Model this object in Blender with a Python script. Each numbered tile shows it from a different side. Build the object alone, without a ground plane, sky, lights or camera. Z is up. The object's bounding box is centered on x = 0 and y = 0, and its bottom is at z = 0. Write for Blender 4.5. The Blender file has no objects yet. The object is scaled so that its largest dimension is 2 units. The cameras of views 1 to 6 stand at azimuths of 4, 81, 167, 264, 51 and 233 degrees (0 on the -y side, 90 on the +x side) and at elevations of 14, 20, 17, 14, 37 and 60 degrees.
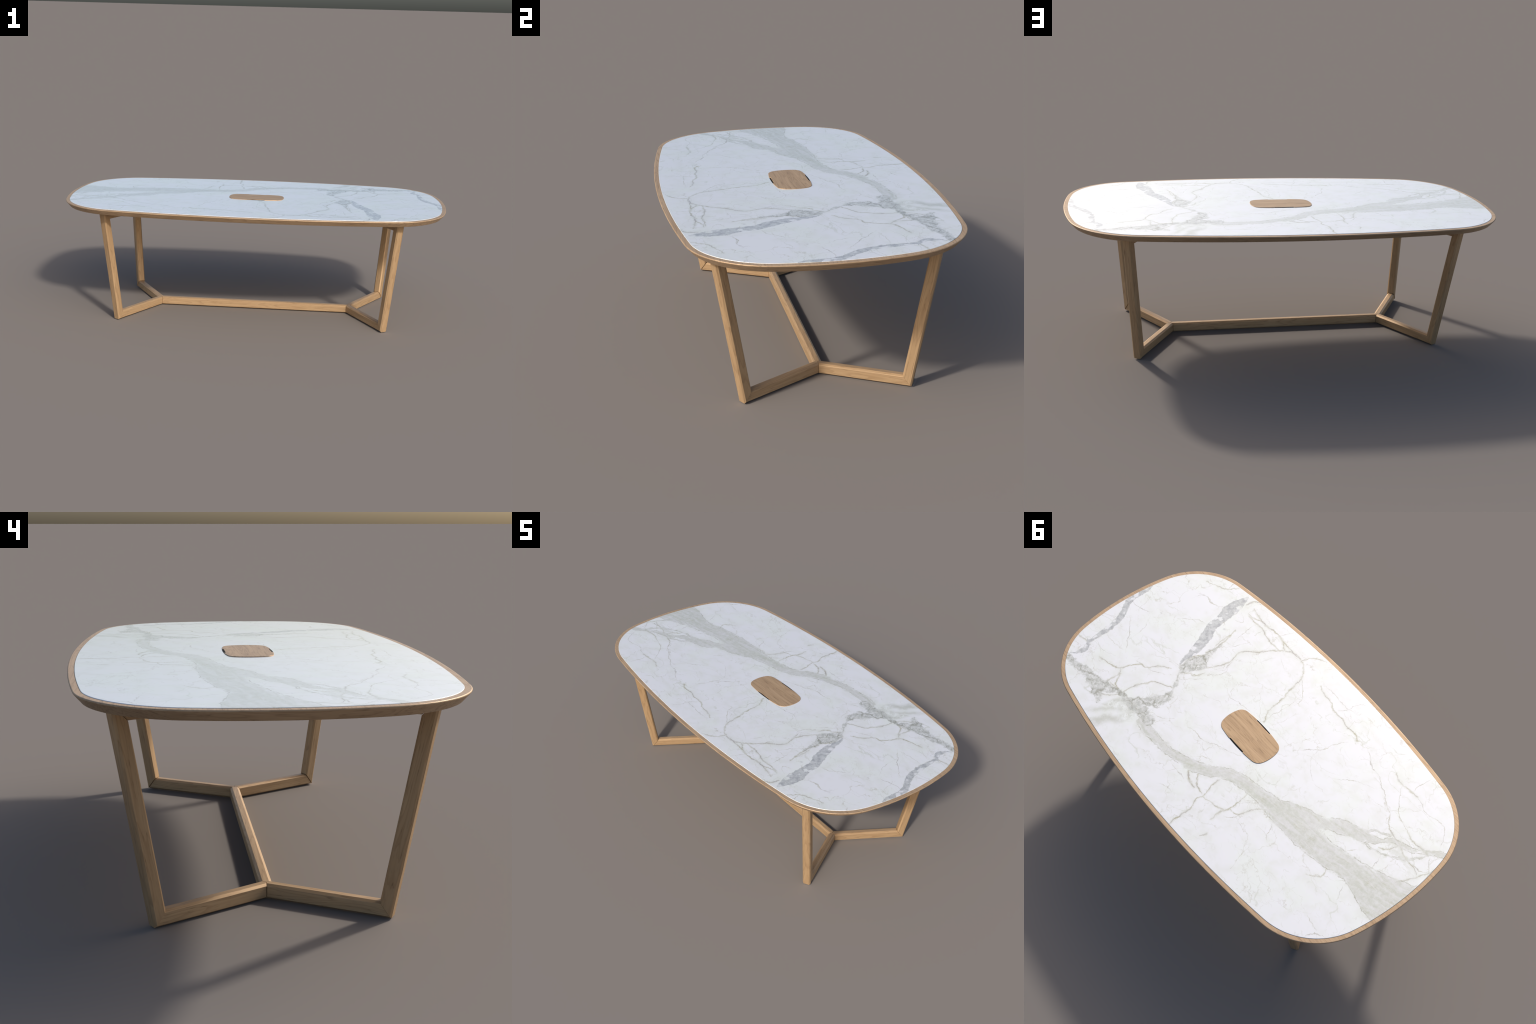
"""Oval-cornered meeting table: white veined stone top let into an oak rim,
oak cable lid, four leaning mitred leg frames meeting in two Y-joints on a long
low stretcher.  Frame: metres, z up, 2.00 m long, standing on z = 0."""
import bpy, bmesh, math
from mathutils import Vector, Matrix

# ------------------------------------------------------------------ helpers
def new_object(name, mesh, parent, material=None):
    ob = bpy.data.objects.new(name, mesh)
    bpy.context.scene.collection.objects.link(ob)
    ob.parent = parent
    if material:
        mesh.materials.append(material)
    return ob


def shade_by_angle(mesh, degrees):
    bm = bmesh.new()
    bm.from_mesh(mesh)
    for f in bm.faces:
        f.smooth = True
    limit = math.radians(degrees)
    for e in bm.edges:
        e.smooth = len(e.link_faces) == 2 and e.calc_face_angle(0) < limit
    bm.to_mesh(mesh)
    bm.free()


# -------------------------------------------------- plan outline of the top
class Outline:
    """Four shallow arcs joined by four tighter corner arcs, all tangent."""

    def __init__(self, half_length, half_width, side_radius, end_radius, corner_radius):
        self.side = Vector((0, half_width - side_radius))
        self.end = Vector((half_length - end_radius, 0))
        self.radii = (side_radius, end_radius, corner_radius)
        d1, d2 = side_radius - corner_radius, end_radius - corner_radius
        span = self.end - self.side
        dist = span.length
        along = (dist * dist + d1 * d1 - d2 * d2) / (2 * dist)
        up = math.sqrt(d1 * d1 - along * along)
        e = span / dist
        for sign in (1, -1):
            c = self.side + e * along + Vector((-e.y, e.x)) * up * sign
            if c.x > 0 and c.y > 0:
                break
        self.corner = c
        v1, v2 = c - self.side, c - self.end
        self.a_side = math.atan2(v1.y, v1.x)
        self.a_end = math.atan2(v2.y, v2.x)

    def loop(self, offset=0.0, n_end=14, n_corner=26, n_side=30):
        rs, re, rc = (r + offset for r in self.radii)
        quarter = []
        for i in range(n_end):
            a = self.a_end * i / n_end
            quarter.append((self.end.x + re * math.cos(a), self.end.y + re * math.sin(a)))
        for i in range(n_corner):
            a = self.a_end + (self.a_side - self.a_end) * i / n_corner
            quarter.append((self.corner.x + rc * math.cos(a), self.corner.y + rc * math.sin(a)))
        for i in range(n_side):
            a = self.a_side + (math.pi / 2 - self.a_side) * i / n_side
            quarter.append((self.side.x + rs * math.cos(a), self.side.y + rs * math.sin(a)))
        top = (0.0, self.side.y + rs)
        pts = quarter + [top]
        pts += [(-x, y) for x, y in reversed(quarter)]
        pts += [(-x, -y) for x, y in quarter[1:]] + [(0.0, -top[1])]
        pts += [(x, -y) for x, y in reversed(quarter[1:])]
        return pts


def loft(loops, cap_first=True, cap_last=True):
    """Skin a stack of equally long closed 3D loops."""
    bm = bmesh.new()
    rows = [[bm.verts.new(p) for p in loop] for loop in loops]
    n = len(rows[0])
    for a, b in zip(rows, rows[1:]):
        for i in range(n):
            j = (i + 1) % n
            bm.faces.new((a[i], a[j], b[j], b[i]))
    if cap_first:
        bm.faces.new(list(reversed(rows[0])))
    if cap_last:
        bm.faces.new(rows[-1])
    bmesh.ops.recalc_face_normals(bm, faces=bm.faces)
    mesh = bpy.data.meshes.new("loft")
    bm.to_mesh(mesh)
    bm.free()
    return mesh


def ring(outline, offset, z):
    return [(x, y, z) for x, y in outline.loop(offset)]


# ------------------------------------------------------------ node shortcuts
class Nodes:
    def __init__(self, name):
        self.mat = bpy.data.materials.new(name)
        self.mat.use_nodes = True
        self.tree = self.mat.node_tree
        self.bsdf = self.tree.nodes["Principled BSDF"]

    def put(self, socket, value):
        if hasattr(value, "is_linked"):
            self.tree.links.new(value, socket)
        else:
            socket.default_value = value

    def node(self, kind, **settings):
        n = self.tree.nodes.new(kind)
        for k, v in settings.items():
            setattr(n, k, v)
        return n

    def math(self, op, a, b=None, c=None, clamp=False):
        n = self.node("ShaderNodeMath", operation=op, use_clamp=clamp)
        for s, v in zip(n.inputs, (a, b, c)):
            if v is not None:
                self.put(s, v)
        return n.outputs[0]

    def vmath(self, op, a, b):
        n = self.node("ShaderNodeVectorMath", operation=op)
        self.put(n.inputs[0], a)
        if op == "SCALE":
            self.put(n.inputs["Scale"], b)
        else:
            self.put(n.inputs[1], b)
        return n.outputs["Value" if op in ("DOT_PRODUCT", "DISTANCE") else "Vector"]

    def noise(self, vector, scale, detail=2.0, rough=0.5, distortion=0.0, colour=False):
        n = self.node("ShaderNodeTexNoise")
        self.put(n.inputs["Vector"], vector)
        n.inputs["Scale"].default_value = scale
        n.inputs["Detail"].default_value = detail
        n.inputs["Roughness"].default_value = rough
        n.inputs["Distortion"].default_value = distortion
        return n.outputs["Color" if colour else "Fac"]

    def voronoi(self, vector, scale, feature="DISTANCE_TO_EDGE", out="Distance"):
        n = self.node("ShaderNodeTexVoronoi", feature=feature)
        self.put(n.inputs["Vector"], vector)
        n.inputs["Scale"].default_value = scale
        return n.outputs[out]

    def remap(self, value, a, b, c=0.0, d=1.0, smooth=True):
        n = self.node("ShaderNodeMapRange", interpolation_type="SMOOTHSTEP" if smooth else "LINEAR", clamp=True)
        self.put(n.inputs["Value"], value)
        for i, v in zip(("From Min", "From Max", "To Min", "To Max"), (a, b, c, d)):
            self.put(n.inputs[i], v)
        return n.outputs["Result"]

    def mix(self, fac, a, b, blend="MIX"):
        n = self.node("ShaderNodeMix", data_type="RGBA", blend_type=blend)
        self.put(n.inputs[0], fac)
        self.put(n.inputs[6], (*a, 1) if isinstance(a, tuple) else a)
        self.put(n.inputs[7], (*b, 1) if isinstance(b, tuple) else b)
        return n.outputs[2]

    def curve(self, value, points, handle="AUTO"):
        n = self.node("ShaderNodeFloatCurve")
        self.put(n.inputs["Value"], value)
        m = n.mapping
        m.extend = "HORIZONTAL"
        m.use_clip = False
        c = m.curves[0]
        pts = sorted(points)
        c.points[0].location = pts[0]
        c.points[-1].location = pts[-1]
        for p in pts[1:-1]:
            c.points.new(*p)
        for p in c.points:
            p.handle_type = handle
        m.update()
        return n.outputs[0]

    def bump(self, height, strength, distance):
        n = self.node("ShaderNodeBump")
        n.inputs["Strength"].default_value = strength
        n.inputs["Distance"].default_value = distance
        self.put(n.inputs["Height"], height)
        self.put(self.bsdf.inputs["Normal"], n.outputs[0])


# ------------------------------------------------------------------ oak
def oak(name, base, dark, light, figure=1.0, wrapped=False):
    """Oak with the grain running along the object's own x axis; 'wrapped' oak
    follows the edge where that turns across the ends."""
    m = Nodes(name)
    tc = m.node("ShaderNodeTexCoord")
    coord = tc.outputs["Object"]
    if wrapped:
        n = m.node("ShaderNodeSeparateXYZ")
        m.put(n.inputs[0], tc.outputs["Normal"])
        c = m.node("ShaderNodeSeparateXYZ")
        m.put(c.inputs[0], coord)
        turned = m.node("ShaderNodeCombineXYZ")
        for i, j in ((0, 1), (1, 0), (2, 2)):
            m.put(turned.inputs[i], c.outputs[j])
        across = m.math("GREATER_THAN", m.math("ABSOLUTE", n.outputs[0]), m.math("ABSOLUTE", n.outputs[1]))
        on_side = m.math("LESS_THAN", n.outputs[2], 0.75)
        pick = m.node("ShaderNodeMix", data_type="VECTOR")
        m.put(pick.inputs[0], m.math("MULTIPLY", across, on_side))
        m.put(pick.inputs[4], coord)
        m.put(pick.inputs[5], turned.outputs[0])
        coord = pick.outputs[1]
    rnd = m.node("ShaderNodeObjectInfo").outputs["Random"]
    shift = m.node("ShaderNodeCombineXYZ")
    m.put(shift.inputs[0], m.math("MULTIPLY", rnd, 7.0))
    m.put(shift.inputs[1], m.math("MULTIPLY", rnd, 3.1))
    m.put(shift.inputs[2], m.math("MULTIPLY", rnd, 1.7))
    p = m.vmath("ADD", coord, shift.outputs[0])
    wobble = m.vmath("SCALE", m.vmath("SUBTRACT", m.noise(p, 5.0, 1.0, colour=True), (0.5, 0.5, 0.5)), 0.011)
    p = m.vmath("ADD", p, wobble)
    # growth rings cut at a slant: long cathedral figures
    rings_at = m.vmath("MULTIPLY", p, (2.3, 30.0, 30.0))
    field = m.noise(rings_at, 1.0, 1.5, 0.45)
    saw = m.math("FRACT", m.math("MULTIPLY", field, 11.0))
    late = m.math("MULTIPLY", m.remap(saw, 0.45, 0.93), m.remap(saw, 1.0, 0.94))
    # open pores: short fine dashes
    pores = m.noise(m.vmath("MULTIPLY", p, (26.0, 330.0, 330.0)), 1.0, 2.0, 0.6)
    pore_mask = m.remap(pores, 0.56, 0.70)
    streak = m.noise(m.vmath("MULTIPLY", p, (3.0, 110.0, 110.0)), 1.0, 3.0, 0.6)
    cloud = m.noise(m.vmath("MULTIPLY", p, (2.2, 14.0, 14.0)), 1.0, 2.0)
    col = m.mix(m.remap(streak, 0.3, 0.72), base, light)
    col = m.mix(m.math("MULTIPLY", m.remap(cloud, 0.45, 0.75), 0.3), col, dark)
    col = m.mix(m.math("MULTIPLY", late, 0.42 * figure), col, dark)
    pore_amount = m.math("MULTIPLY", pore_mask, m.math("ADD", 0.22, m.math("MULTIPLY", late, 0.5)))
    col = m.mix(pore_amount, col, tuple(c * 0.62 for c in dark))
    m.put(m.bsdf.inputs["Base Color"], col)
    m.bsdf.inputs["Roughness"].default_value = OAK_ROUGHNESS
    m.bsdf.inputs["Specular IOR Level"].default_value = 0.4
    m.bsdf.inputs["Metallic"].default_value = 0.28        # oiled, lustrous oak
    m.bump(m.math("ADD", m.math("MULTIPLY", pore_mask, -0.6), streak), 0.06, 0.0006)
    return m.mat


OAK_ROUGHNESS = 0.48
oak_frame = oak("oak_frame", (0.440, 0.288, 0.155), (0.305, 0.182, 0.092), (0.490, 0.330, 0.185))
oak_rim = oak("oak_rim", (0.415, 0.282, 0.168), (0.265, 0.168, 0.096), (0.462, 0.322, 0.198), 1.0, wrapped=True)
oak_lid = oak("oak_lid", (0.405, 0.270, 0.152), (0.250, 0.158, 0.088), (0.460, 0.315, 0.186), 1.0)

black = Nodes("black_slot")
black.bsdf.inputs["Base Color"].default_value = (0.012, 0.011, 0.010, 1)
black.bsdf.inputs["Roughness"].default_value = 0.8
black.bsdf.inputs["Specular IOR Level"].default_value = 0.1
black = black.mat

# ------------------------------------------------------------------ stone
GREEN, GREY, BRECCIA, NET = "green", "grey", "breccia", "net"
stone = Nodes("veined_stone")
S = stone
object_xyz = S.node("ShaderNodeTexCoord").outputs["Object"]
flat = S.vmath("MULTIPLY", object_xyz, (1, 1, 0))
warp = S.vmath("SUBTRACT", S.noise(flat, 11.0, 3.0, 0.6, colour=True), (0.5, 0.5, 0.5))
jag = S.vmath("SUBTRACT", S.noise(flat, 34.0, 4.0, 0.68, colour=True), (0.5, 0.5, 0.5))
warped = S.vmath("ADD", flat, S.vmath("ADD", S.vmath("SCALE", warp, 0.016), S.vmath("SCALE", jag, 0.025)))
plane = S.vmath("ADD", S.vmath("MULTIPLY", warped, (1, 1, 0)), (0, 0, 1))   # (x, y, 1)
GAIN = 2.0                                     # curve units per metre
nearest = {}
along_band = {}


def trace(points, kind):
    """Signed distance to a vein whose centre line and half width follow curves
    along its own chord; keeps the smallest of each kind."""
    (ax, ay, _), (bx, by, _) = points[0], points[-1]
    length = math.hypot(bx - ax, by - ay)
    dx, dy = (bx - ax) / length, (by - ay) / length
    along = [((x - ax) * dx + (y - ay) * dy) / length for x, y, _ in points]
    across = [-(x - ax) * dy + (y - ay) * dx for x, y, _ in points]
    t = S.vmath("DOT_PRODUCT", plane, (dx / length, dy / length, -(ax * dx + ay * dy) / length))
    s = S.vmath("DOT_PRODUCT", plane, (-dy * GAIN, dx * GAIN, (ax * dy - ay * dx) * GAIN + 0.5))
    centre = S.curve(t, [(u, 0.5 + GAIN * v) for u, v in zip(along, across)])
    tip = 0.014 / length                       # beyond its ends the vein closes up
    widths = [(-tip, -0.012)] + [(u, p[2]) for u, p in zip(along, points)] + [(1 + tip, -0.012)]
    widths = [((u + tip) / (1 + 2 * tip), 0.5 + GAIN * w) for u, w in widths]
    tw = S.math("MULTIPLY_ADD", t, 1 / (1 + 2 * tip), tip / (1 + 2 * tip))
    half = S.curve(tw, widths, "VECTOR")
    if kind == GREEN and "main" not in along_band:         # first green band carries the streaks
        xyz = S.node("ShaderNodeCombineXYZ")
        S.put(xyz.inputs[0], S.math("MULTIPLY", t, length))
        S.put(xyz.inputs[1], S.math("MULTIPLY", S.math("SUBTRACT", s, centre), 1 / GAIN))
        along_band["main"] = xyz.outputs[0]
    d = S.math("SUBTRACT", S.math("ABSOLUTE", S.math("SUBTRACT", s, centre)), half)
    nearest[kind] = S.math("MINIMUM", nearest[kind], d) if kind in nearest else d


def band(kind, *points):
    trace(points, kind)


def thread(half_width, *points):
    trace([(x, y, half_width * (0.55 if i in (0, len(points) - 1) else 1.0)) for i, (x, y) in enumerate(points)], "thread")


def wisp(half_width, *points):
    trace([(x, y, half_width * (0.3 if i in (0, len(points) - 1) else 1.0)) for i, (x, y) in enumerate(points)], "wisp")


# veins, as (x, y, half width) stations on the table plan, in metres
band(GREEN, (0.371, 0.323, 0.0260), (0.238, 0.327, 0.0212), (0.109, 0.306, 0.0211), (-0.012, 0.254, 0.0303), (-0.119, 0.175, 0.0308), (-0.248, 0.147, 0.0323), (-0.379, 0.132, 0.0487), (-0.511, 0.115, 0.0598), (-0.643, 0.099, 0.0519), (-0.771, 0.069, 0.0522), (-0.896, 0.058, 0.0931), (-1.015, 0.028, 0.1280))
band(GREEN, (-0.300, 0.125, 0.0040), (-0.380, 0.092, 0.0300), (-0.440, 0.068, 0.0377), (-0.477, 0.055, 0.0361), (-0.513, 0.041, 0.0370), (-0.537, 0.011, 0.0287), (-0.567, -0.013, 0.0300), (-0.602, -0.031, 0.0339), (-0.635, -0.050, 0.0278), (-0.672, -0.063, 0.0257), (-0.706, -0.079, 0.0195), (-0.734, -0.106, 0.0111))
band(GREEN, (-0.687, -0.065, 0.0187), (-0.733, -0.107, 0.0084), (-0.763, -0.145, 0.0103), (-0.811, -0.161, 0.0130), (-0.860, -0.187, 0.0092), (-0.899, -0.228, 0.0111), (-0.950, -0.264, 0.0161), (-0.994, -0.289, 0.0160))
band(GREEN, (-0.587, -0.052, 0.0047), (-0.635, -0.075, 0.0066), (-0.670, -0.091, 0.0085), (-0.684, -0.121, 0.0038), (-0.714, -0.135, 0.0038), (-0.744, -0.156, 0.0056))
band(GREEN, (-0.696, -0.045, 0.0037), (-0.757, -0.062, 0.0037), (-0.816, -0.098, 0.0037), (-0.856, -0.126, 0.0073), (-0.886, -0.169, 0.0032), (-0.904, -0.223, 0.0037))
band(GREY, (0.508, 0.013, 0.0033), (0.516, -0.011, 0.0078), (0.521, -0.060, 0.0167), (0.543, -0.131, 0.0259), (0.565, -0.184, 0.0273), (0.590, -0.234, 0.0241), (0.599, -0.293, 0.0242), (0.613, -0.354, 0.0337), (0.619, -0.404, 0.0304), (0.622, -0.448, 0.0118), (0.624, -0.466, 0.0024))
band(GREY, (0.978, -0.152, 0.0144), (0.969, -0.115, 0.0155), (0.968, -0.058, 0.0154), (0.959, -0.011, 0.0153), (0.929, 0.030, 0.0158), (0.904, 0.072, 0.0162), (0.893, 0.115, 0.0150), (0.886, 0.162, 0.0138), (0.877, 0.222, 0.0097), (0.875, 0.265, 0.0102))
band(GREY, (0.885, 0.262, 0.0136), (0.861, 0.283, 0.0136), (0.851, 0.310, 0.0124), (0.862, 0.338, 0.0067), (0.888, 0.380, 0.0039))
band(BRECCIA, (0.875, 0.389, 0.0101), (0.802, 0.376, 0.0166), (0.738, 0.365, 0.0187), (0.679, 0.368, 0.0284), (0.629, 0.354, 0.0325), (0.590, 0.334, 0.0173), (0.550, 0.313, 0.0097), (0.492, 0.306, 0.0150), (0.439, 0.295, 0.0319), (0.379, 0.295, 0.0253), (0.328, 0.296, 0.0209))
band(BRECCIA, (0.720, 0.371, 0.0033), (0.672, 0.379, 0.0163), (0.620, 0.389, 0.0216), (0.584, 0.401, 0.0118), (0.566, 0.416, 0.0021))
band(BRECCIA, (0.478, 0.298, 0.0032), (0.454, 0.268, 0.0213), (0.422, 0.237, 0.0400), (0.405, 0.202, 0.0320), (0.394, 0.175, 0.0214), (0.398, 0.142, 0.0107), (0.419, 0.103, 0.0054), (0.450, 0.066, 0.0044), (0.474, 0.038, 0.0044), (0.490, 0.014, 0.0044))
band(BRECCIA, (0.465, 0.047, 0.0033), (0.472, 0.021, 0.0192), (0.472, -0.012, 0.0364), (0.464, -0.037, 0.0463), (0.457, -0.065, 0.0365), (0.464, -0.104, 0.0189), (0.472, -0.153, 0.0067), (0.476, -0.199, 0.0017))
band(NET, (0.539, 0.401, 0.0053), (0.514, 0.361, 0.0267), (0.474, 0.330, 0.0319), (0.437, 0.302, 0.0265), (0.387, 0.296, 0.0053))
band(NET, (0.513, 0.515, 0.0157), (0.488, 0.475, 0.0210), (0.475, 0.432, 0.0184), (0.435, 0.401, 0.0157), (0.423, 0.340, 0.0158), (0.406, 0.300, 0.0053))
band(NET, (0.567, 0.492, 0.0032), (0.541, 0.446, 0.0064), (0.504, 0.390, 0.0074), (0.469, 0.333, 0.0074))
thread(0.0023, (0.773, 0.272), (0.717, 0.261), (0.665, 0.236), (0.645, 0.191), (0.616, 0.151), (0.585, 0.137), (0.571, 0.110), (0.515, 0.060))
thread(0.0026, (0.661, 0.231), (0.634, 0.255), (0.604, 0.295), (0.547, 0.304))
thread(0.0022, (0.634, 0.322), (0.636, 0.291), (0.634, 0.255))
thread(0.0030, (0.544, 0.300), (0.538, 0.251), (0.518, 0.188), (0.485, 0.147), (0.443, 0.128), (0.414, 0.107))
thread(0.0027, (0.950, 0.282), (0.913, 0.276), (0.883, 0.269))
wisp(0.0016, (0.875, 0.036), (0.808, 0.087), (0.766, 0.125), (0.718, 0.165))
wisp(0.0012, (0.769, 0.119), (0.781, 0.033), (0.819, -0.043))
wisp(0.0016, (0.959, -0.027), (0.874, -0.037), (0.834, -0.065))
wisp(0.0016, (0.788, -0.258), (0.763, -0.310), (0.711, -0.311), (0.659, -0.323))
wisp(0.0016, (0.728, -0.134), (0.691, -0.176), (0.653, -0.211), (0.585, -0.214))
wisp(0.0015, (0.644, 0.156), (0.582, 0.138), (0.535, 0.123), (0.476, 0.069))
wisp(0.0015, (0.441, 0.064), (0.403, 0.013), (0.363, -0.037))
wisp(0.0016, (0.977, 0.121), (0.949, 0.102), (0.919, 0.086))
wisp(0.0014, (0.372, 0.295), (0.374, 0.270), (0.328, 0.250), (0.284, 0.199))
thread(0.0027, (0.486, -0.122), (0.477, -0.153), (0.482, -0.206), (0.494, -0.271))
thread(0.0023, (0.412, -0.068), (0.383, -0.132), (0.375, -0.181), (0.386, -0.246), (0.342, -0.300), (0.310, -0.350), (0.285, -0.381), (0.226, -0.429), (0.182, -0.435))
wisp(0.0015, (0.408, -0.035), (0.376, -0.054), (0.352, -0.079), (0.345, -0.122), (0.366, -0.163))
wisp(0.0015, (0.473, -0.187), (0.429, -0.247), (0.408, -0.307))
wisp(0.0016, (0.452, -0.253), (0.468, -0.334), (0.478, -0.392))
thread(0.0036, (0.588, -0.432), (0.585, -0.462), (0.553, -0.495))
wisp(0.0016, (0.568, -0.327), (0.524, -0.351), (0.573, -0.388))
thread(0.0024, (0.530, -0.400), (0.488, -0.400), (0.444, -0.404), (0.359, -0.388), (0.289, -0.385), (0.267, -0.392))
thread(0.0028, (0.547, -0.445), (0.454, -0.431), (0.383, -0.439), (0.321, -0.435), (0.255, -0.427), (0.179, -0.433))
thread(0.0019, (0.186, -0.435), (0.140, -0.413), (0.099, -0.368), (0.087, -0.317), (0.062, -0.217), (0.051, -0.148), (0.017, -0.091))
wisp(0.0014, (0.023, -0.303), (0.017, -0.218), (0.026, -0.134), (0.017, -0.091))
thread(0.0023, (0.167, -0.419), (0.158, -0.469), (0.097, -0.515))
wisp(0.0015, (0.352, -0.396), (0.341, -0.451), (0.321, -0.505))
thread(0.0019, (0.323, -0.437), (0.287, -0.417), (0.261, -0.400))
wisp(0.0015, (0.286, -0.281), (0.276, -0.323), (0.259, -0.348))
thread(0.0020, (0.823, -0.375), (0.775, -0.392), (0.729, -0.416), (0.695, -0.468))
wisp(0.0016, (0.801, -0.295), (0.759, -0.316), (0.698, -0.316), (0.645, -0.340))
thread(0.0022, (0.011, -0.407), (-0.037, -0.392), (-0.079, -0.388), (-0.124, -0.370), (-0.180, -0.366), (-0.225, -0.359), (-0.282, -0.359), (-0.314, -0.350), (-0.333, -0.365))
wisp(0.0017, (-0.347, -0.360), (-0.395, -0.342), (-0.446, -0.310), (-0.498, -0.307), (-0.550, -0.279), (-0.581, -0.268), (-0.620, -0.242), (-0.665, -0.217), (-0.701, -0.182), (-0.735, -0.161))
thread(0.0024, (-0.535, -0.369), (-0.576, -0.354), (-0.597, -0.354), (-0.647, -0.358), (-0.678, -0.363))
wisp(0.0016, (-0.678, -0.363), (-0.721, -0.351), (-0.755, -0.337), (-0.809, -0.348), (-0.854, -0.348), (-0.889, -0.313), (-0.912, -0.264))
wisp(0.0017, (-0.650, -0.358), (-0.645, -0.414), (-0.655, -0.460))
wisp(0.0017, (-0.599, -0.352), (-0.621, -0.317), (-0.647, -0.284), (-0.710, -0.240), (-0.774, -0.224))
thread(0.0019, (-0.764, -0.227), (-0.801, -0.211), (-0.845, -0.207), (-0.891, -0.230), (-0.943, -0.271))
wisp(0.0017, (-0.177, -0.101), (-0.213, -0.155), (-0.245, -0.195), (-0.265, -0.263), (-0.290, -0.316))
wisp(0.0013, (-0.384, -0.140), (-0.438, -0.190), (-0.487, -0.226), (-0.536, -0.249))
wisp(0.0011, (-0.004, -0.426), (-0.050, -0.426), (-0.092, -0.422), (-0.154, -0.425), (-0.211, -0.433))
wisp(0.0011, (-0.138, -0.383), (-0.158, -0.416), (-0.171, -0.474), (-0.194, -0.498))
wisp(0.0010, (-0.240, -0.193), (-0.248, -0.150), (-0.288, -0.106), (-0.340, -0.069))
thread(0.0030, (-0.111, 0.338), (-0.108, 0.375), (-0.127, 0.400), (-0.127, 0.450), (-0.126, 0.499), (-0.126, 0.532))
thread(0.0020, (-0.111, 0.338), (-0.103, 0.299), (-0.095, 0.275), (-0.090, 0.235))
thread(0.0023, (-0.111, 0.338), (-0.162, 0.325), (-0.205, 0.312), (-0.229, 0.290), (-0.229, 0.234), (-0.220, 0.187))
thread(0.0023, (-0.221, 0.374), (-0.219, 0.328), (-0.227, 0.289))
thread(0.0020, (-0.235, 0.283), (-0.268, 0.275), (-0.292, 0.220), (-0.317, 0.181))
thread(0.0041, (0.030, 0.304), (-0.015, 0.333), (-0.055, 0.342))
thread(0.0034, (-0.015, 0.291), (-0.055, 0.325), (-0.097, 0.331))
wisp(0.0016, (-0.376, 0.188), (-0.408, 0.205), (-0.424, 0.240), (-0.453, 0.259))
wisp(0.0014, (0.217, 0.181), (0.164, 0.173), (0.104, 0.170), (0.061, 0.143), (0.010, 0.123), (-0.052, 0.094))
wisp(0.0014, (0.075, 0.266), (0.048, 0.228), (0.008, 0.200))
wisp(0.0010, (0.105, 0.180), (0.071, 0.200), (-0.006, 0.204))
wisp(0.0014, (0.103, 0.343), (0.047, 0.343), (0.003, 0.346))
wisp(0.0013, (0.060, 0.451), (0.019, 0.425), (-0.010, 0.423))
wisp(0.0010, (-0.139, 0.459), (-0.182, 0.446), (-0.223, 0.447))
wisp(0.0013, (-0.280, 0.284), (-0.317, 0.295), (-0.357, 0.303))
wisp(0.0013, (-0.452, 0.446), (-0.428, 0.368), (-0.421, 0.330))
wisp(0.0016, (-0.237, 0.240), (-0.255, 0.208), (-0.286, 0.175))
wisp(0.0010, (-0.198, 0.118), (-0.202, 0.092), (-0.194, 0.051))
thread(0.0019, (-0.678, 0.135), (-0.698, 0.157), (-0.703, 0.184), (-0.659, 0.220))
wisp(0.0015, (-0.821, 0.198), (-0.807, 0.170), (-0.793, 0.143))
wisp(0.0015, (-0.798, 0.328), (-0.827, 0.335), (-0.874, 0.341))
wisp(0.0018, (-0.865, 0.399), (-0.867, 0.374), (-0.887, 0.346), (-0.917, 0.333))
wisp(0.0015, (-0.933, 0.303), (-0.933, 0.253))
wisp(0.0013, (-0.782, -0.063), (-0.797, -0.028), (-0.805, 0.008))
thread(0.0028, (-0.878, -0.129), (-0.903, -0.130), (-0.937, -0.119))
wisp(0.0016, (-0.915, -0.214), (-0.932, -0.189), (-0.958, -0.168))
thread(0.0019, (-0.910, -0.037), (-0.941, -0.101), (-0.970, -0.186))
thread(0.0019, (-0.751, -0.079), (-0.783, -0.115), (-0.798, -0.161))
thread(0.0029, (-0.716, -0.169), (-0.739, -0.166), (-0.779, -0.160))
thread(0.0020, (0.536, -0.408), (0.501, -0.410), (0.474, -0.427), (0.430, -0.425))
wisp(0.0016, (0.542, -0.406), (0.543, -0.436), (0.538, -0.457))
wisp(0.0015, (0.419, -0.353), (0.419, -0.384), (0.410, -0.416))
thread(0.0019, (0.488, -0.179), (0.498, -0.237), (0.496, -0.273), (0.507, -0.306))
wisp(0.0015, (0.393, -0.091), (0.356, -0.118), (0.366, -0.163), (0.368, -0.189))
wisp(0.0015, (0.101, -0.366), (0.050, -0.334), (0.008, -0.294), (0.003, -0.244))
wisp(0.0011, (0.267, -0.076), (0.212, -0.059), (0.157, -0.072), (0.104, -0.074))
wisp(0.0016, (0.725, -0.484), (0.729, -0.448), (0.725, -0.426))
thread(0.0022, (0.517, 0.300), (0.468, 0.304), (0.409, 0.304), (0.358, 0.304))
thread(0.0022, (0.698, 0.373), (0.633, 0.387), (0.597, 0.381), (0.541, 0.320))
thread(0.0022, (0.404, 0.150), (0.410, 0.186), (0.444, 0.233), (0.459, 0.264))
thread(0.0018, (0.620, 0.314), (0.592, 0.309), (0.555, 0.310))
thread(0.0023, (0.512, -0.011), (0.501, -0.064), (0.477, -0.114), (0.478, -0.151))
thread(0.0026, (0.464, 0.036), (0.440, 0.011), (0.409, -0.009), (0.399, -0.045))
wisp(0.0012, (0.856, 0.176), (0.792, 0.177), (0.735, 0.166))
wisp(0.0012, (0.861, 0.232), (0.795, 0.240), (0.734, 0.214))
wisp(0.0016, (-0.655, -0.069), (-0.681, -0.070), (-0.714, -0.088))
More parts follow.
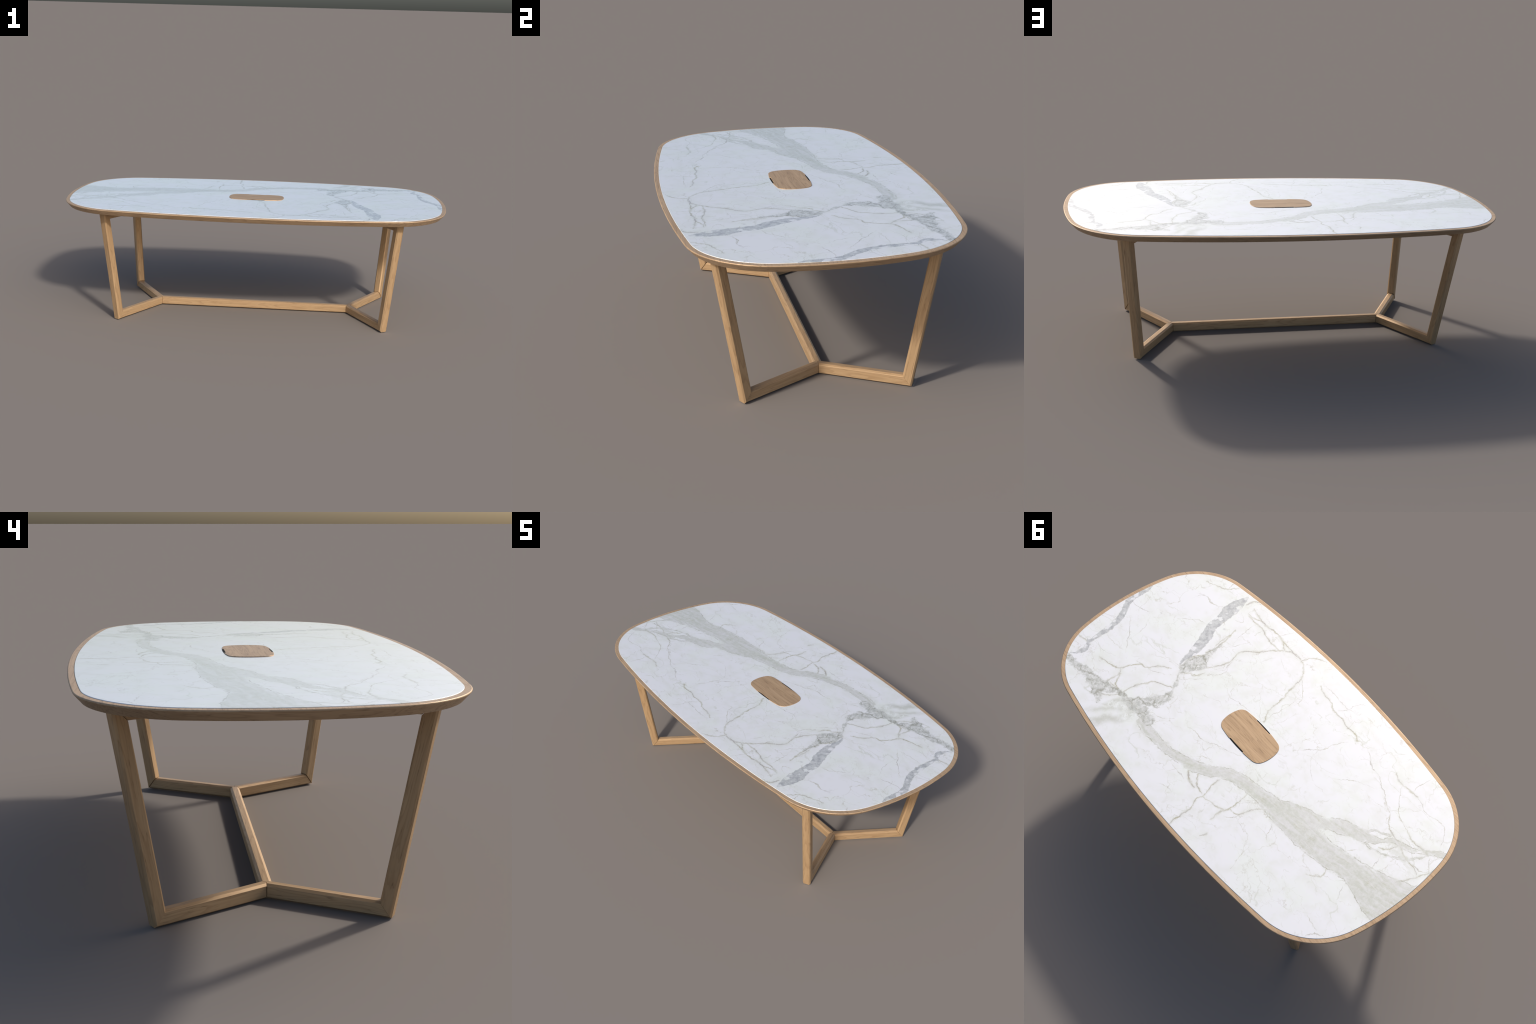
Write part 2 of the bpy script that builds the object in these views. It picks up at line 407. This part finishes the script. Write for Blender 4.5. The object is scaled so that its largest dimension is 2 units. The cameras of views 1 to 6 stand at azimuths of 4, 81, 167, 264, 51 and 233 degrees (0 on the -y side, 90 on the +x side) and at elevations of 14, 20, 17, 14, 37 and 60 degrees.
thread(0.0019, (-0.802, -0.157), (-0.826, -0.141), (-0.859, -0.129))
wisp(0.0016, (-0.872, -0.129), (-0.909, -0.137), (-0.936, -0.141), (-0.961, -0.171))
wisp(0.0013, (-0.678, 0.043), (-0.693, 0.010), (-0.711, -0.009))
wisp(0.0014, (0.197, 0.294), (0.169, 0.330), (0.193, 0.359))
wisp(0.0013, (-0.238, 0.320), (-0.271, 0.299), (-0.278, 0.254))
thread(0.0026, (-0.253, 0.453), (-0.260, 0.436), (-0.262, 0.426))
wisp(0.0010, (-0.297, -0.134), (-0.247, -0.140), (-0.231, -0.129))


def metres(kind):
    return S.math("MULTIPLY", S.math("ADD", nearest[kind], 0.5), 1 / GAIN)


fine = S.noise(flat, 130.0, 3.0, 0.65)
mottle = S.noise(warped, 46.0, 4.0, 0.7)
patchy = S.noise(flat, 15.0, 4.0, 0.65)
broken = S.noise(flat, 24.0, 3.0, 0.6)
fluff = S.vmath("ADD", flat, S.vmath("SCALE", jag, 0.035))
crackle = S.math("MINIMUM", S.voronoi(fluff, 34.0), S.math("MULTIPLY", S.voronoi(fluff, 15.0), 0.7))
pebble = S.voronoi(fluff, 24.0)

green, grey, breccia, net, thread_d, wisp_d = (metres(k) for k in (GREEN, GREY, BRECCIA, NET, "thread", "wisp"))

STONE_LIFT = 1.27
WHITE = (0.545, 0.545, 0.556)
COOL = (0.535, 0.550, 0.528)
col = S.mix(S.remap(S.noise(warped, 4.5, 4.0, 0.6), 0.44, 0.66), WHITE, COOL)

# faint wandering hairlines, drawn out along the run of the stone
drawn = S.node("ShaderNodeMapping")
S.put(drawn.inputs["Vector"], warped)
drawn.inputs["Rotation"].default_value = (0, 0, math.radians(-28))
drawn.inputs["Scale"].default_value = (1.0, 1.9, 1.0)


def hairline(scale, width, amount, seed, low=0.50):
    q = S.vmath("ADD", drawn.outputs[0], (seed, seed * 0.37, 0))
    field = S.noise(q, scale, 2.5, 0.55, 0.5)
    line = S.remap(S.math("ABSOLUTE", S.math("SUBTRACT", field, 0.5)), width, 0.0)
    gate = S.remap(S.noise(q, scale * 1.9, 2.0), low, low + 0.14)
    return S.math("MULTIPLY", S.math("MULTIPLY", line, gate), amount)


col = S.mix(hairline(2.6, 0.0065, 0.62, 3.7, 0.47), col, (0.40, 0.41, 0.36))
col = S.mix(hairline(4.6, 0.0095, 0.55, 11.2, 0.50), col, (0.41, 0.41, 0.37))
col = S.mix(hairline(8.5, 0.014, 0.40, 7.9, 0.52), col, (0.42, 0.42, 0.39))

# a web of cracks: warped cell borders, at two sizes, coming and going
kinked = S.vmath("ADD", flat, S.vmath("ADD", S.vmath("SCALE", warp, 0.11), S.vmath("SCALE", jag, 0.035)))
stretched = S.node("ShaderNodeMapping")
S.put(stretched.inputs["Vector"], kinked)
stretched.inputs["Rotation"].default_value = (0, 0, math.radians(-35))
stretched.inputs["Scale"].default_value = (1.0, 1.55, 1.0)
for scale, width, gate_scale, low, strength in ((4.2, 0.0115, 3.0, 0.42, 0.70), (9.5, 0.0150, 4.3, 0.49, 0.55)):
    cells = S.voronoi(stretched.outputs[0], scale)
    gate = S.remap(S.noise(flat, gate_scale, 3.0, 0.6), low, low + 0.12)
    web = S.math("MULTIPLY", S.math("MULTIPLY", S.remap(cells, width, 0.0), gate), S.remap(broken, 0.35, 0.62, 0.25 * strength, strength))
    col = S.mix(web, col, S.mix(patchy, (0.350, 0.340, 0.268), (0.345, 0.322, 0.290)))

# halo around bands and threads
near_any = S.math("MINIMUM", S.math("MINIMUM", green, breccia), S.math("MINIMUM", net, thread_d))
halo = S.math("MULTIPLY", S.remap(near_any, 0.050, 0.0), S.remap(patchy, 0.36, 0.62))
col = S.mix(S.math("MULTIPLY", halo, 0.38), col, (0.455, 0.462, 0.410))
# feathered fringe of the broad bands
fringe = S.math("MULTIPLY", S.remap(green, 0.018, 0.0), S.remap(mottle, 0.50, 0.66))
col = S.mix(S.math("MULTIPLY", fringe, 0.5), col, (0.42, 0.43, 0.385))

# soft netted zone
net_fill = S.remap(S.math("ADD", net, S.math("MULTIPLY", S.math("SUBTRACT", patchy, 0.5), 0.07)), 0.016, -0.012)
stones = S.voronoi(S.vmath("ADD", flat, S.vmath("SCALE", jag, 0.05)), 21.0, "F1")
net_tone = S.math("MAXIMUM", S.remap(stones, 0.20, 0.52, 0.0, 0.75), S.math("MULTIPLY", S.remap(pebble, 0.07, 0.0), 0.75))
net_tone = S.math("MULTIPLY", net_tone, S.remap(patchy, 0.34, 0.58, 0.35, 1.0))
col = S.mix(S.math("MULTIPLY", net_fill, net_tone), col, (0.345, 0.348, 0.300))

# threads and wisps
vein_col = S.mix(S.remap(patchy, 0.4, 0.6), (0.300, 0.285, 0.205), (0.285, 0.268, 0.250))
wisp_fill = S.math("MULTIPLY", S.remap(wisp_d, 0.0012, -0.0016), S.remap(broken, 0.36, 0.60, 0.22, 0.90))
col = S.mix(wisp_fill, col, vein_col)
glow = S.math("MULTIPLY", S.remap(thread_d, 0.0075, -0.001), S.remap(mottle, 0.38, 0.60, 0.10, 0.70))
col = S.mix(glow, col, (0.395, 0.395, 0.335))
thread_fill = S.math("MULTIPLY", S.remap(thread_d, 0.0012, -0.0016), S.remap(broken, 0.36, 0.60, 0.35, 0.95))
col = S.mix(thread_fill, col, vein_col)

# grey bands, with white pebbles caught in them
grey_fill = S.math("MULTIPLY", S.remap(grey, 0.002, -0.003), S.remap(mottle, 0.32, 0.66, 0.60, 0.95))
holes = S.math("MULTIPLY", S.remap(S.voronoi(fluff, 27.0, "F1"), 0.40, 0.26), S.math("MAXIMUM", S.remap(S.noise(flat, 6.0, 1.0), 0.45, 0.55), S.remap(S.vmath("DISTANCE", flat, (0.613, -0.380, 0)), 0.13, 0.05)))
grey_fill = S.math("MULTIPLY", grey_fill, S.math("SUBTRACT", 1.0, S.math("MULTIPLY", holes, 0.85)))
col = S.mix(grey_fill, col, S.mix(S.remap(mottle, 0.40, 0.66), (0.315, 0.320, 0.316), (0.250, 0.256, 0.256)))
grey_edge = S.math("MULTIPLY", S.remap(S.math("ABSOLUTE", grey), 0.0024, 0.0), S.remap(broken, 0.44, 0.6))
col = S.mix(S.math("MULTIPLY", grey_edge, 0.5), col, (0.215, 0.215, 0.170))

# broad greenish bands with streaks along them and darker, ochre-lined edges
run = S.vmath("ADD", along_band["main"], S.vmath("SCALE", jag, 0.05))
streaks = S.noise(S.vmath("MULTIPLY", run, (4.5, 46.0, 1.0)), 1.0, 4.0, 0.62, 0.5)
thin_streaks = S.noise(S.vmath("MULTIPLY", run, (3.0, 90.0, 1.0)), 1.0, 2.0, 0.5, 0.4)
ochre_lines = S.remap(S.math("ABSOLUTE", S.math("SUBTRACT", thin_streaks, 0.5)), 0.022, 0.0)
frayed = S.math("ADD", green, S.math("MULTIPLY", S.math("SUBTRACT", S.noise(S.vmath("MULTIPLY", run, (9.0, 26.0, 1.0)), 1.0, 5.0, 0.7, 0.5), 0.5), 0.060))
band_body = S.math("MINIMUM", S.remap(green, 0.005, -0.004), S.remap(frayed, 0.009, -0.010))
green_fill = S.math("MULTIPLY", band_body, S.remap(mottle, 0.32, 0.64, 0.62, 1.0))
band_col = S.mix(S.remap(streaks, 0.36, 0.64), (0.428, 0.424, 0.408), (0.362, 0.368, 0.318))
band_col = S.mix(S.math("MULTIPLY", ochre_lines, S.remap(patchy, 0.42, 0.62, 0.0, 0.75)), band_col, (0.300, 0.290, 0.195))
specks = S.math("MULTIPLY", S.remap(S.voronoi(fluff, 60.0, "F1"), 0.16, 0.06), S.remap(broken, 0.5, 0.6))
band_col = S.mix(S.math("MULTIPLY", specks, 0.5), band_col, (0.28, 0.28, 0.26))
col = S.mix(S.math("MULTIPLY", green_fill, 0.92), col, band_col)
edge = S.math("MULTIPLY", S.remap(S.math("ABSOLUTE", S.math("ADD", green, 0.0006)), 0.0026, 0.0), S.remap(broken, 0.38, 0.58))
col = S.mix(S.math("MULTIPLY", edge, 0.75), col, (0.220, 0.215, 0.155))

# brecciated knots: patchy fill, crackle lines, dark rims
ragged = S.math("ADD", breccia, S.math("MULTIPLY", S.math("SUBTRACT", S.noise(flat, 26.0, 5.0, 0.7, 0.4), 0.5), 0.052))
brec_fill = S.math("MULTIPLY", S.remap(ragged, 0.006, -0.006), S.remap(mottle, 0.34, 0.62, 0.35, 0.95))
col = S.mix(brec_fill, col, S.mix(S.remap(mottle, 0.38, 0.64), (0.400, 0.402, 0.376), (0.322, 0.325, 0.300)))
lines = S.math("MULTIPLY", S.remap(crackle, 0.050, 0.0), S.remap(ragged, 0.012, -0.004))
col = S.mix(S.math("MULTIPLY", lines, S.remap(broken, 0.38, 0.62, 0.10, 0.90)), col, (0.205, 0.204, 0.160))
brec_edge = S.math("MULTIPLY", S.remap(S.math("ABSOLUTE", ragged), 0.0026, 0.0), S.remap(broken, 0.42, 0.6))
col = S.mix(S.math("MULTIPLY", brec_edge, 0.5), col, (0.245, 0.245, 0.190))

# sparse freckles
freckle = S.math("MULTIPLY", S.remap(S.voronoi(warped, 8.0, "F1"), 0.085, 0.02), S.remap(S.noise(flat, 7.0, 0.0), 0.56, 0.62))
col = S.mix(S.math("MULTIPLY", freckle, 0.5), col, (0.31, 0.31, 0.32))

S.put(S.bsdf.inputs["Base Color"], S.vmath("SCALE", col, STONE_LIFT))
S.bsdf.inputs["Roughness"].default_value = 0.56
S.bsdf.inputs["Metallic"].default_value = 0.18        # polished lustre
S.bsdf.inputs["Specular IOR Level"].default_value = 0.5
S.bsdf.inputs["Coat Weight"].default_value = 1.0
S.bsdf.inputs["Coat IOR"].default_value = 1.75
S.bsdf.inputs["Coat Roughness"].default_value = 0.12
stone = stone.mat

# ------------------------------------------------------------------ the table
table = bpy.data.objects.new("meeting_table", None)
bpy.context.scene.collection.objects.link(table)
table["label"] = "long oak table with rounded white veined stone top"
table["category"] = "table"

STONE_TOP, RIM_TOP, RIM_BOTTOM = 0.6187, 0.6172, 0.5890
plan = Outline(0.9808, 0.5243, 4.80, 1.19, 0.305)        # edge of the stone
RIM = 0.0192                                             # rim width outside it

# oak top: recess floor, lip, flat rim, rounded nose, undercut side, underside
NOSE = 0.0032
rings = [ring(plan, 0.0004, 0.6100), ring(plan, 0.0004, RIM_TOP - 0.0004), ring(plan, 0.0008, RIM_TOP),
         ring(plan, RIM - NOSE - 0.0004, RIM_TOP), ring(plan, RIM - NOSE, RIM_TOP)]
nose_top = Vector((RIM - NOSE, RIM_TOP - NOSE))
UNDERCUT = math.atan2(0.0215, 0.0245)
for i in range(1, 9):
    a = math.pi / 2 - (math.pi / 2 + UNDERCUT) * i / 8
    rings.append(ring(plan, nose_top.x + NOSE * math.cos(a), nose_top.y + NOSE * math.sin(a)))
tangent = Vector((RIM - NOSE + NOSE * math.cos(UNDERCUT), RIM_TOP - NOSE - NOSE * math.sin(UNDERCUT)))
fall = tangent.y - RIM_BOTTOM
slope = math.tan(UNDERCUT)
for down in (0.0004, fall - 0.0012, fall - 0.0008):
    rings.append(ring(plan, tangent.x - slope * down, tangent.y - down))
rings.append(ring(plan, tangent.x - slope * fall - 0.0010, RIM_BOTTOM))
rings.append(ring(plan, tangent.x - slope * fall - 0.0014, RIM_BOTTOM))
rings.append(ring(plan, tangent.x - slope * fall - 0.0060, RIM_BOTTOM))
mesh = loft(rings)
shade_by_angle(mesh, 32)
top = new_object("tabletop_rim", mesh, table, oak_rim)

# stone slab, softly rounded edge, standing a little proud of the rim
EDGE = 0.0016
rings = [ring(plan, 0.0, 0.6104)]
for i in range(7):
    a = math.pi / 2 * i / 6
    rings.append(ring(plan, -EDGE + EDGE * math.cos(a), STONE_TOP - EDGE + EDGE * math.sin(a)))
for inset in (0.0004, 0.0040):                           # keep the big face truly flat
    rings.append(ring(plan, -EDGE - inset, STONE_TOP))
mesh = loft(rings)
shade_by_angle(mesh, 30)
slab = new_object("stone_slab", mesh, table, stone)

# oak cable lid with two straight finger slots in its long sides
lid_plan = Outline(0.1462, 0.0782, 0.72, 0.1450, 0.0420)
SLOT_HALF, SLOT_FACE, LID_TOP = 0.0457, 0.0718, 0.6209


def lid_loop(offset, z):
    pts = []
    for x, y in lid_plan.loop(offset, 12, 14, 40):
        pts.append((x, y))
    out = []
    for x, y in pts:
        if abs(x) < SLOT_HALF and abs(y) > SLOT_FACE - 0.01:
            y = math.copysign(SLOT_FACE + offset, y)
        out.append((x, y, z))
    return out


rings = [lid_loop(0, 0.6186)]
for i in range(6):
    a = math.pi / 2 * i / 5
    rings.append(lid_loop(-0.0011 + 0.0011 * math.cos(a), LID_TOP - 0.0011 + 0.0011 * math.sin(a)))
rings += [lid_loop(-0.0014, LID_TOP), lid_loop(-0.0030, LID_TOP)]
mesh = loft(rings)
shade_by_angle(mesh, 35)
lid = new_object("cable_lid", mesh, table, oak_lid)

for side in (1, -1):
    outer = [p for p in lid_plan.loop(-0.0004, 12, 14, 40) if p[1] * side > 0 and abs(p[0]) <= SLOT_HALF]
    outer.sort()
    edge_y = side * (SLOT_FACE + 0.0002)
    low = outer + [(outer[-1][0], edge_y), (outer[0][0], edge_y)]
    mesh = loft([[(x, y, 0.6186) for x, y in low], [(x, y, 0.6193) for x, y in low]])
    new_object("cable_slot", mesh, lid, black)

# ------------------------------------------------------------------ leg frames
SPREAD = math.radians(60.0)      # plan angle of each frame from the long axis
LEAN = 0.180                     # leg runs outward this much per unit height
APEX = 0.5148                    # where two frames meet, on the long axis
FOOT = 0.3652                    # foot corner, measured along the frame from the apex
LEG_THICK, BAR_THICK = 0.0398, 0.0345     # legs stand a little proud of the bars
LEG_CHAMFER, BAR_CHAMFER = (0.0056, 0.0056), (0.0082, 0.0058)
BAR_HIGH, LEG_WIDE, TOP_Z = 0.0430, 0.0398, 0.5915
GAP = 0.00060                    # hairline at the mitres


def prism(length, width, height, chamfer):
    """Chamfered bar along +x, centred on the axis."""
    w, h = width / 2, height / 2
    cw, ch = chamfer
    section = [(-w + cw, -h), (w - cw, -h), (w, -h + ch), (w, h - ch),
               (w - cw, h), (-w + cw, h), (-w, h - ch), (-w, -h + ch)]
    return loft([[(x, y, z) for y, z in section] for x in (-length / 2, length / 2)])


def cut(mesh, planes):
    """Keep the part behind every (point, normal) plane, closing each cut."""
    bm = bmesh.new()
    bm.from_mesh(mesh)
    for point, normal in planes:
        geom = bm.verts[:] + bm.edges[:] + bm.faces[:]
        res = bmesh.ops.bisect_plane(bm, geom=geom, dist=1e-7, plane_co=point, plane_no=normal, clear_outer=True)
        rim_edges = [g for g in res["geom_cut"] if isinstance(g, bmesh.types.BMEdge)]
        if rim_edges:
            bmesh.ops.contextual_create(bm, geom=rim_edges)
    bmesh.ops.recalc_face_normals(bm, faces=bm.faces)
    bm.to_mesh(mesh)
    bm.free()


def bar(name, parent, a, b, side, width, height, chamfer, planes, material):
    """Bar from a to b; 'side' is the horizontal normal of its plane.
    planes are (point, outward normal) in world space."""
    a, b = Vector(a), Vector(b)
    x = (b - a).normalized()
    y = Vector(side).normalized()
    z = x.cross(y).normalized()
    y = z.cross(x)
    frame = Matrix((x, y, z)).transposed().to_4x4()
    frame.translation = (a + b) / 2
    inv = frame.inverted()
    turn = inv.to_3x3()
    mesh = prism((b - a).length + 0.6, width, height, chamfer)
    cut(mesh, [(inv @ Vector(p), turn @ Vector(n)) for p, n in planes])
    # a hair of rounding on every arris
    bm = bmesh.new()
    bm.from_mesh(mesh)
    bmesh.ops.bevel(bm, geom=bm.edges[:], offset=0.0007, segments=2, profile=0.5, affect="EDGES", clamp_overlap=True)
    bm.to_mesh(mesh)
    bm.free()
    ob = new_object(name, mesh, parent, material)
    ob.matrix_basis = Matrix.Translation(-parent.location) @ frame
    return ob


for sx in (1, -1):
    for sy in (1, -1):
        out = Vector((sx * math.cos(SPREAD), sy * math.sin(SPREAD), 0))
        side = Vector((-out.y, out.x, 0))
        up = Vector((0, 0, 1))
        apex = Vector((sx * APEX, 0, 0))
        holder = bpy.data.objects.new("leg_frame", None)
        bpy.context.scene.collection.objects.link(holder)
        holder.parent = table
        holder.location = apex

        foot = apex + out * FOOT                       # outer bottom corner
        leg_dir = (up + out * LEAN).normalized()
        inward = leg_dir.cross(side).normalized()
        if inward.dot(out) > 0:
            inward = -inward
        head = foot + leg_dir * (TOP_Z / leg_dir.z)    # outer top corner
        # mitre planes run through outer and inner corners
        def inner_corner(corner, level):
            p = foot + inward * LEG_WIDE
            return p + leg_dir * ((level - p.z) / leg_dir.z)
        low_in = inner_corner(foot, BAR_HIGH)
        high_in = inner_corner(head, TOP_Z - BAR_HIGH)
        low_n = (low_in - foot).cross(side).normalized()       # outward from foot bar: toward leg
        if low_n.dot(out) < 0:
            low_n = -low_n
        high_n = (high_in - head).cross(side).normalized()
        if high_n.dot(out) < 0:
            high_n = -high_n

        # plan cuts at the Y joint
        flat_y = (apex, Vector((0, -sy, 0)))
        bis = (out + Vector((-sx, 0, 0))).normalized()         # bisector between bar and stretcher
        joint_n = Vector((-bis.y, bis.x, 0))
        if joint_n.dot(out) > 0:
            joint_n = -joint_n                                 # points from frame bar to stretcher

        def pulled(point, normal, gap=GAP):
            return (point - normal * gap, normal)

        mid = up * (BAR_HIGH / 2)
        bar("foot_bar", holder, apex + mid, foot + mid, side, BAR_THICK, BAR_HIGH, BAR_CHAMFER,
            [pulled(foot, low_n), pulled(*flat_y), pulled(apex, joint_n)], oak_frame)
        centre = inward * (LEG_WIDE / 2)
        bar("leg", holder, foot + centre, head + centre, side, LEG_THICK, LEG_WIDE, LEG_CHAMFER,
            [pulled(foot, -low_n), pulled(head, -high_n)], oak_frame)
        mid = up * (TOP_Z - BAR_HIGH / 2)
        bar("top_bar", holder, apex + mid, Vector((head.x, head.y, 0)) + mid, side, BAR_THICK, BAR_HIGH, BAR_CHAMFER,
            [pulled(head, high_n), pulled(*flat_y), pulled(apex, joint_n)], oak_frame)

def long_rail(name, level):
    planes = []
    for sx in (1, -1):
        for sy in (1, -1):
            out = Vector((sx * math.cos(SPREAD), sy * math.sin(SPREAD), 0))
            bis = (out + Vector((-sx, 0, 0))).normalized()
            n = Vector((-bis.y, bis.x, 0))
            if n.dot(out) < 0:
                n = -n
            point = Vector((sx * APEX, 0, 0))
            planes.append((point - n * GAP, n))
    bar(name, table, (-APEX, 0, level), (APEX, 0, level), (0, 1, 0), BAR_THICK, BAR_HIGH, BAR_CHAMFER, planes, oak_frame)


long_rail("stretcher", BAR_HIGH / 2)
long_rail("top_rail", TOP_Z - BAR_HIGH / 2)
bpy.context.view_layer.update()
